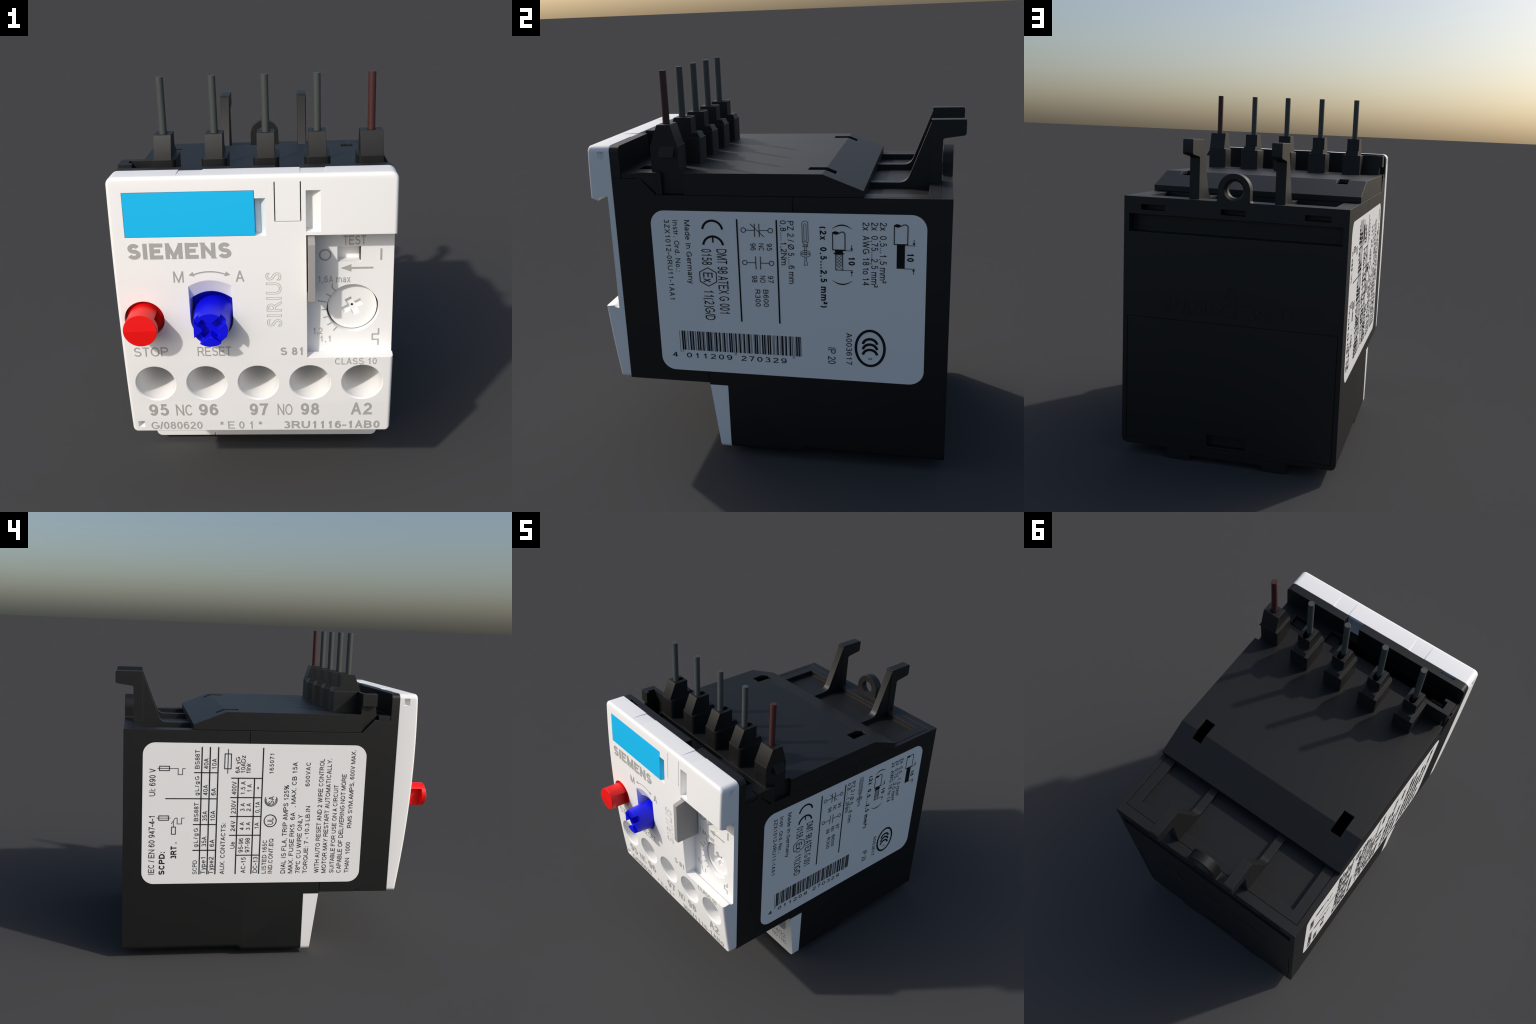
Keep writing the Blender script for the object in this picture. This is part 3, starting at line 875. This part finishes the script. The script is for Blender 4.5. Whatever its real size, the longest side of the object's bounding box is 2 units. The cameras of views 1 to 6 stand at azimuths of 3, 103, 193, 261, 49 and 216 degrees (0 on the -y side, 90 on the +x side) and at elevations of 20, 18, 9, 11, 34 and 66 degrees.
left_line(0.003, (0.624, 0.850), (0.600, 0.886), (0.589, 0.886), (0.589, 0.850), (0.5625, 0.850), (0.5625, 0.886), (0.546, 0.886))
left_line(0.004, (0.621, 0.787), (0.621, 0.831), (0.598, 0.831), (0.598, 0.787), closed=True)
left_line(0.003, (0.610, 0.831), (0.610, 0.866))
left_line(0.0042, (0.316, 1.186), (0.316, 1.275), (0.278, 1.275), (0.278, 1.186), closed=True)
left_line(0.0035, (0.297, 1.158), (0.297, 1.303))
stroke(circle(0.869, 0.030, 0.037, 40), 0.005, on_left, INK, LABEL_L, True)
stroke(arc_points(0.997, 0.030, 0.037, 60, 300, 24), 0.004, on_left, INK, LABEL_L)
stroke(arc_points(0.997, 0.030, 0.030, 75, 285, 24), 0.0035, on_left, INK, LABEL_L)

# ---- right label: text, baseline y, start z, end z, capital height
RIGHT_TEXT = [
    ("3ZX1012-0RU11-1AA1", -0.475, 1.291, 0.872, 0.026), ("Instr. Ord. No.:", -0.431, 1.289, 1.023, 0.026), ("Made in Germany", -0.371, 1.290, 0.960, 0.027),
    ("DMT 98 ATEX G 001", -0.215, 1.146, 0.808, 0.051), ("0158", -0.293, 1.145, 1.063, 0.051), ("11(2)G/D", -0.293, 0.927, 0.768, 0.051),
    ("95", 0.039, 1.182, 1.146, 0.026), ("NC", -0.001, 1.182, 1.146, 0.026), ("96", -0.042, 1.181, 1.145, 0.026),
    ("97", 0.039, 1.017, 0.980, 0.027), ("NO", -0.001, 1.017, 0.980, 0.027), ("98", -0.042, 1.015, 0.980, 0.027),
    ("B600", 0.012, 0.944, 0.854, 0.026), ("R300", -0.029, 0.943, 0.854, 0.026), ("Ex", -0.291, 1.022, 0.971, 0.048),
    ("PZ 2 / Ø 5....6 mm", 0.143, 1.297, 0.981, 0.030), ("0,8....1,2Nm", 0.108, 1.299, 1.075, 0.029), ("(2x  0,5...2,5 mm²)*", 0.299, 1.273, 0.864, 0.031),
    ("2x  AWG 18 to 14", 0.501, 1.298, 0.987, 0.031), ("2x  0,75...2,5 mm²", 0.541, 1.299, 0.978, 0.031), ("2x  0,5...1,5 mm²", 0.581, 1.299, 1.001, 0.031),
    ("10*", 0.707, 1.151, 1.112, 0.030), ("10*", 0.434, 1.125, 1.085, 0.030), ("5", 0.528, 0.610, 0.599, 0.018),
    ("A003617", 0.420, 0.736, 0.565, 0.028), ("IP 20", 0.329, 0.653, 0.565, 0.038)]
for t, y, z0, z1, c in RIGHT_TEXT:
    bold = t.endswith("*")
    write(t.rstrip("*"), on_right, -z0, -z1, y, c, INK, LABEL_R, 0.19 if bold else 0.115)
for t, y0, y1 in (("4", -0.488, -0.458), ("011209", -0.409, -0.166), ("270329", -0.119, 0.118)):
    write(t, on_right_level, y0, y1, 0.552, 0.027, INK, LABEL_R, 0.12, HEIGHT, 1.65)


def right_line(width, *yz, closed=False):
    return stroke(yz, width, on_right_level, INK, LABEL_R, closed)


def right_patch(*yz):
    return patch(yz, on_right_level, INK, LABEL_R)


right_line(0.0072, (-0.1045, 1.300), (-0.1045, 0.768))
right_line(0.0072, (0.0905, 1.300), (0.0905, 0.768))
# conformity mark: two open arcs
stroke(arc_points(-0.230, 1.240, 0.0505, 8, 172, 24), 0.0105, on_right_level, INK, LABEL_R)
stroke(arc_points(-0.230, 1.160, 0.0505, 8, 172, 24), 0.0105, on_right_level, INK, LABEL_R)
right_line(0.007, (-0.230, 1.208), (-0.230, 1.179))
right_line(0.004, (-0.266, 1.048), (-0.2235, 1.024), (-0.2235, 0.975), (-0.266, 0.951), (-0.309, 0.975), (-0.309, 1.024), closed=True)
# contact symbols
for zc in (1.247, 1.082):
    for y in (-0.074, 0.0595):
        stroke(circle(y, zc, 0.0115, 24), 0.0032, on_right_level, INK, LABEL_R, True)
    right_line(0.003, (-0.062, zc), (-0.0185, zc))
    right_line(0.0035, (-0.0185, zc + 0.033), (-0.0185, zc - 0.033))
    right_line(0.0035, (0.0045, zc + 0.033), (0.0045, zc - 0.033))
    right_line(0.003, (0.0045, zc), (0.0475, zc))
right_line(0.003, (-0.040, 1.279), (0.027, 1.215))
# two stripped-wire pictograms with a 10 mm dimension
for y0, y1, zt, zb in ((0.6465, 0.7085, 1.286, 1.195), (0.3595, 0.4178, 1.245, 1.160)):
    m = (y0 + y1) / 2
    right_line(0.0040, (m, zt - 0.004), (m + 0.010, zt + 0.003), (y1 - 0.008, zt + 0.004), (y1, zt - 0.004), (y1, zb), (y0, zb), (y0, zt), (y0 + 0.012, zt + 0.005), (m - 0.004, zt))
    right_patch(*[(y0 + 0.016 + 0.014 * math.cos(a), zt - 0.002 + 0.0075 * math.sin(a)) for a in [2 * math.pi * i / 16 for i in range(16)]])
right_patch((0.659, 1.194), (0.696, 1.194), (0.696, 1.077), (0.659, 1.077))
right_patch((0.370, 1.159), (0.407, 1.159), (0.407, 1.145), (0.416, 1.145), (0.407, 1.137), (0.370, 1.137), (0.361, 1.145), (0.370, 1.145))
right_line(0.0030, (0.3725, 1.139), (0.3725, 1.0595), (0.4065, 1.0595), (0.4065, 1.139))
for i in range(5):
    z = 1.060 + 0.0155 * i
    right_line(0.0016, (0.3725, z), (0.4065, min(z + 0.031, 1.139)) if i < 4 else (0.390, 1.139))
    right_line(0.0016, (0.4065, z), (0.3725, min(z + 0.031, 1.139)) if i < 4 else (0.389, 1.139))
for yl, yr, ya, zu, zd in ((0.694, 0.7435, 0.737, 1.190, 1.077), (0.407, 0.455, 0.449, 1.157, 1.0585)):
    right_line(0.0022, (yl, zu), (yr, zu))
    right_line(0.0022, (yl, zd), (yr, zd))
    right_line(0.0025, (ya, zu + 0.029), (ya, zu + 0.008))
    right_patch((ya - 0.0065, zu + 0.012), (ya + 0.0065, zu + 0.012), (ya, zu + 0.001))
    right_line(0.0025, (ya, zd - 0.028), (ya, zd - 0.008))
    right_patch((ya - 0.0065, zd - 0.011), (ya, zd - 0.001), (ya + 0.0065, zd - 0.011))
# large round brackets
for zc, s in ((1.285, 1), (0.985, -1)):
    pts = [(0.4035 + 0.049 * u, zc - s * 0.023 * u * u) for u in [-1 + i / 8 for i in range(17)]]
    inner = [(0.4035 + 0.049 * u, zc - s * (0.006 + 0.0175 * u * u)) for u in [1 - i / 8 for i in range(1, 16)]]
    right_patch(*(pts + inner))
# screwdriver pictogram
right_line(0.0020, *rounded(0.214, 0.2425, 1.195, 1.2985, (0.002, 0.002, 0.012, 0.012), 4), closed=True)
right_line(0.0018, *rounded(0.2225, 0.2335, 1.199, 1.285, 0.005, 4), closed=True)
right_line(0.0020, (0.2145, 1.195), (0.219, 1.185), (0.2155, 1.172), (0.240, 1.172), (0.2375, 1.185), (0.242, 1.195))
right_line(0.0020, (0.2245, 1.184), (0.2245, 1.133), (0.2325, 1.133), (0.2325, 1.184), closed=True)
stroke(circle(0.228, 1.141, 0.023, 28, 0.011), 0.0020, on_right_level, INK, LABEL_R, True)
stroke(circle(0.228, 1.131, 0.023, 28, 0.011), 0.0020, on_right_level, INK, LABEL_R, True)
right_line(0.0020, (0.2245, 1.119), (0.2245, 1.097), (0.2205, 1.090), (0.2205, 1.079), (0.2365, 1.079), (0.2365, 1.090), (0.2325, 1.097), (0.2325, 1.119))
# round approval mark: ellipse with three nested arcs
stroke(circle(0.5368, 0.660, 0.0695, 56, 0.0935), 0.0125, on_right_level, INK, LABEL_R, True)
for k in range(3):
    stroke(arc_points(0.536, 0.678 - 0.0285 * k, 0.0345, 8, 172, 18, 0.0315), 0.0125, on_right_level, INK, LABEL_R)

# bar code: broad bars, hairlines between them and three pairs of longer guard lines; positions in
# steps along the code from its left end
STEP = 0.0003557
BROAD = [50, 78, 170, 210, 282, 312, 360, 442, 478, 560, 610, 680, 757, 785, 848, 905, 970, 1040, 1132, 1160, 1238, 1268, 1318, 1348,
         1455, 1528, 1577, 1636, 1730, 1760]
HAIR = [100, 125, 135, 190, 240, 252, 335, 382, 408, 418, 428, 460, 500, 525, 535, 548, 590, 645, 658, 670, 710, 722, 810, 882, 925, 950,
        1002, 1015, 1027, 1067, 1080, 1110, 1190, 1202, 1288, 1385, 1398, 1410, 1432, 1490, 1505, 1515, 1560, 1615, 1660, 1710, 1780, 1788]
GUARD = [7, 40, 822, 842, 1670, 1688]
bm = bmesh.new()


def bar_box(at, width, z0):
    y = -0.442 + at * STEP
    vs = [bm.verts.new(on_right_level(u, z, h)) for h in (BASE, HEIGHT) for u, z in ((y - width / 2, z0), (y + width / 2, z0), (y + width / 2, 0.701), (y - width / 2, 0.701))]
    for f in ((0, 3, 2, 1), (4, 5, 6, 7), (0, 1, 5, 4), (1, 2, 6, 5), (2, 3, 7, 6), (3, 0, 4, 7)):
        bm.faces.new([vs[k] for k in f])


for at in BROAD:
    bar_box(at, 0.0070, 0.595)
for at in HAIR:
    bar_box(at, 0.0014, 0.595)
for at in GUARD:
    bar_box(at, 0.0014, 0.581)
code = add("bar_code", from_bm(bm), INK, LABEL_R)
code["kind"] = "stuff"
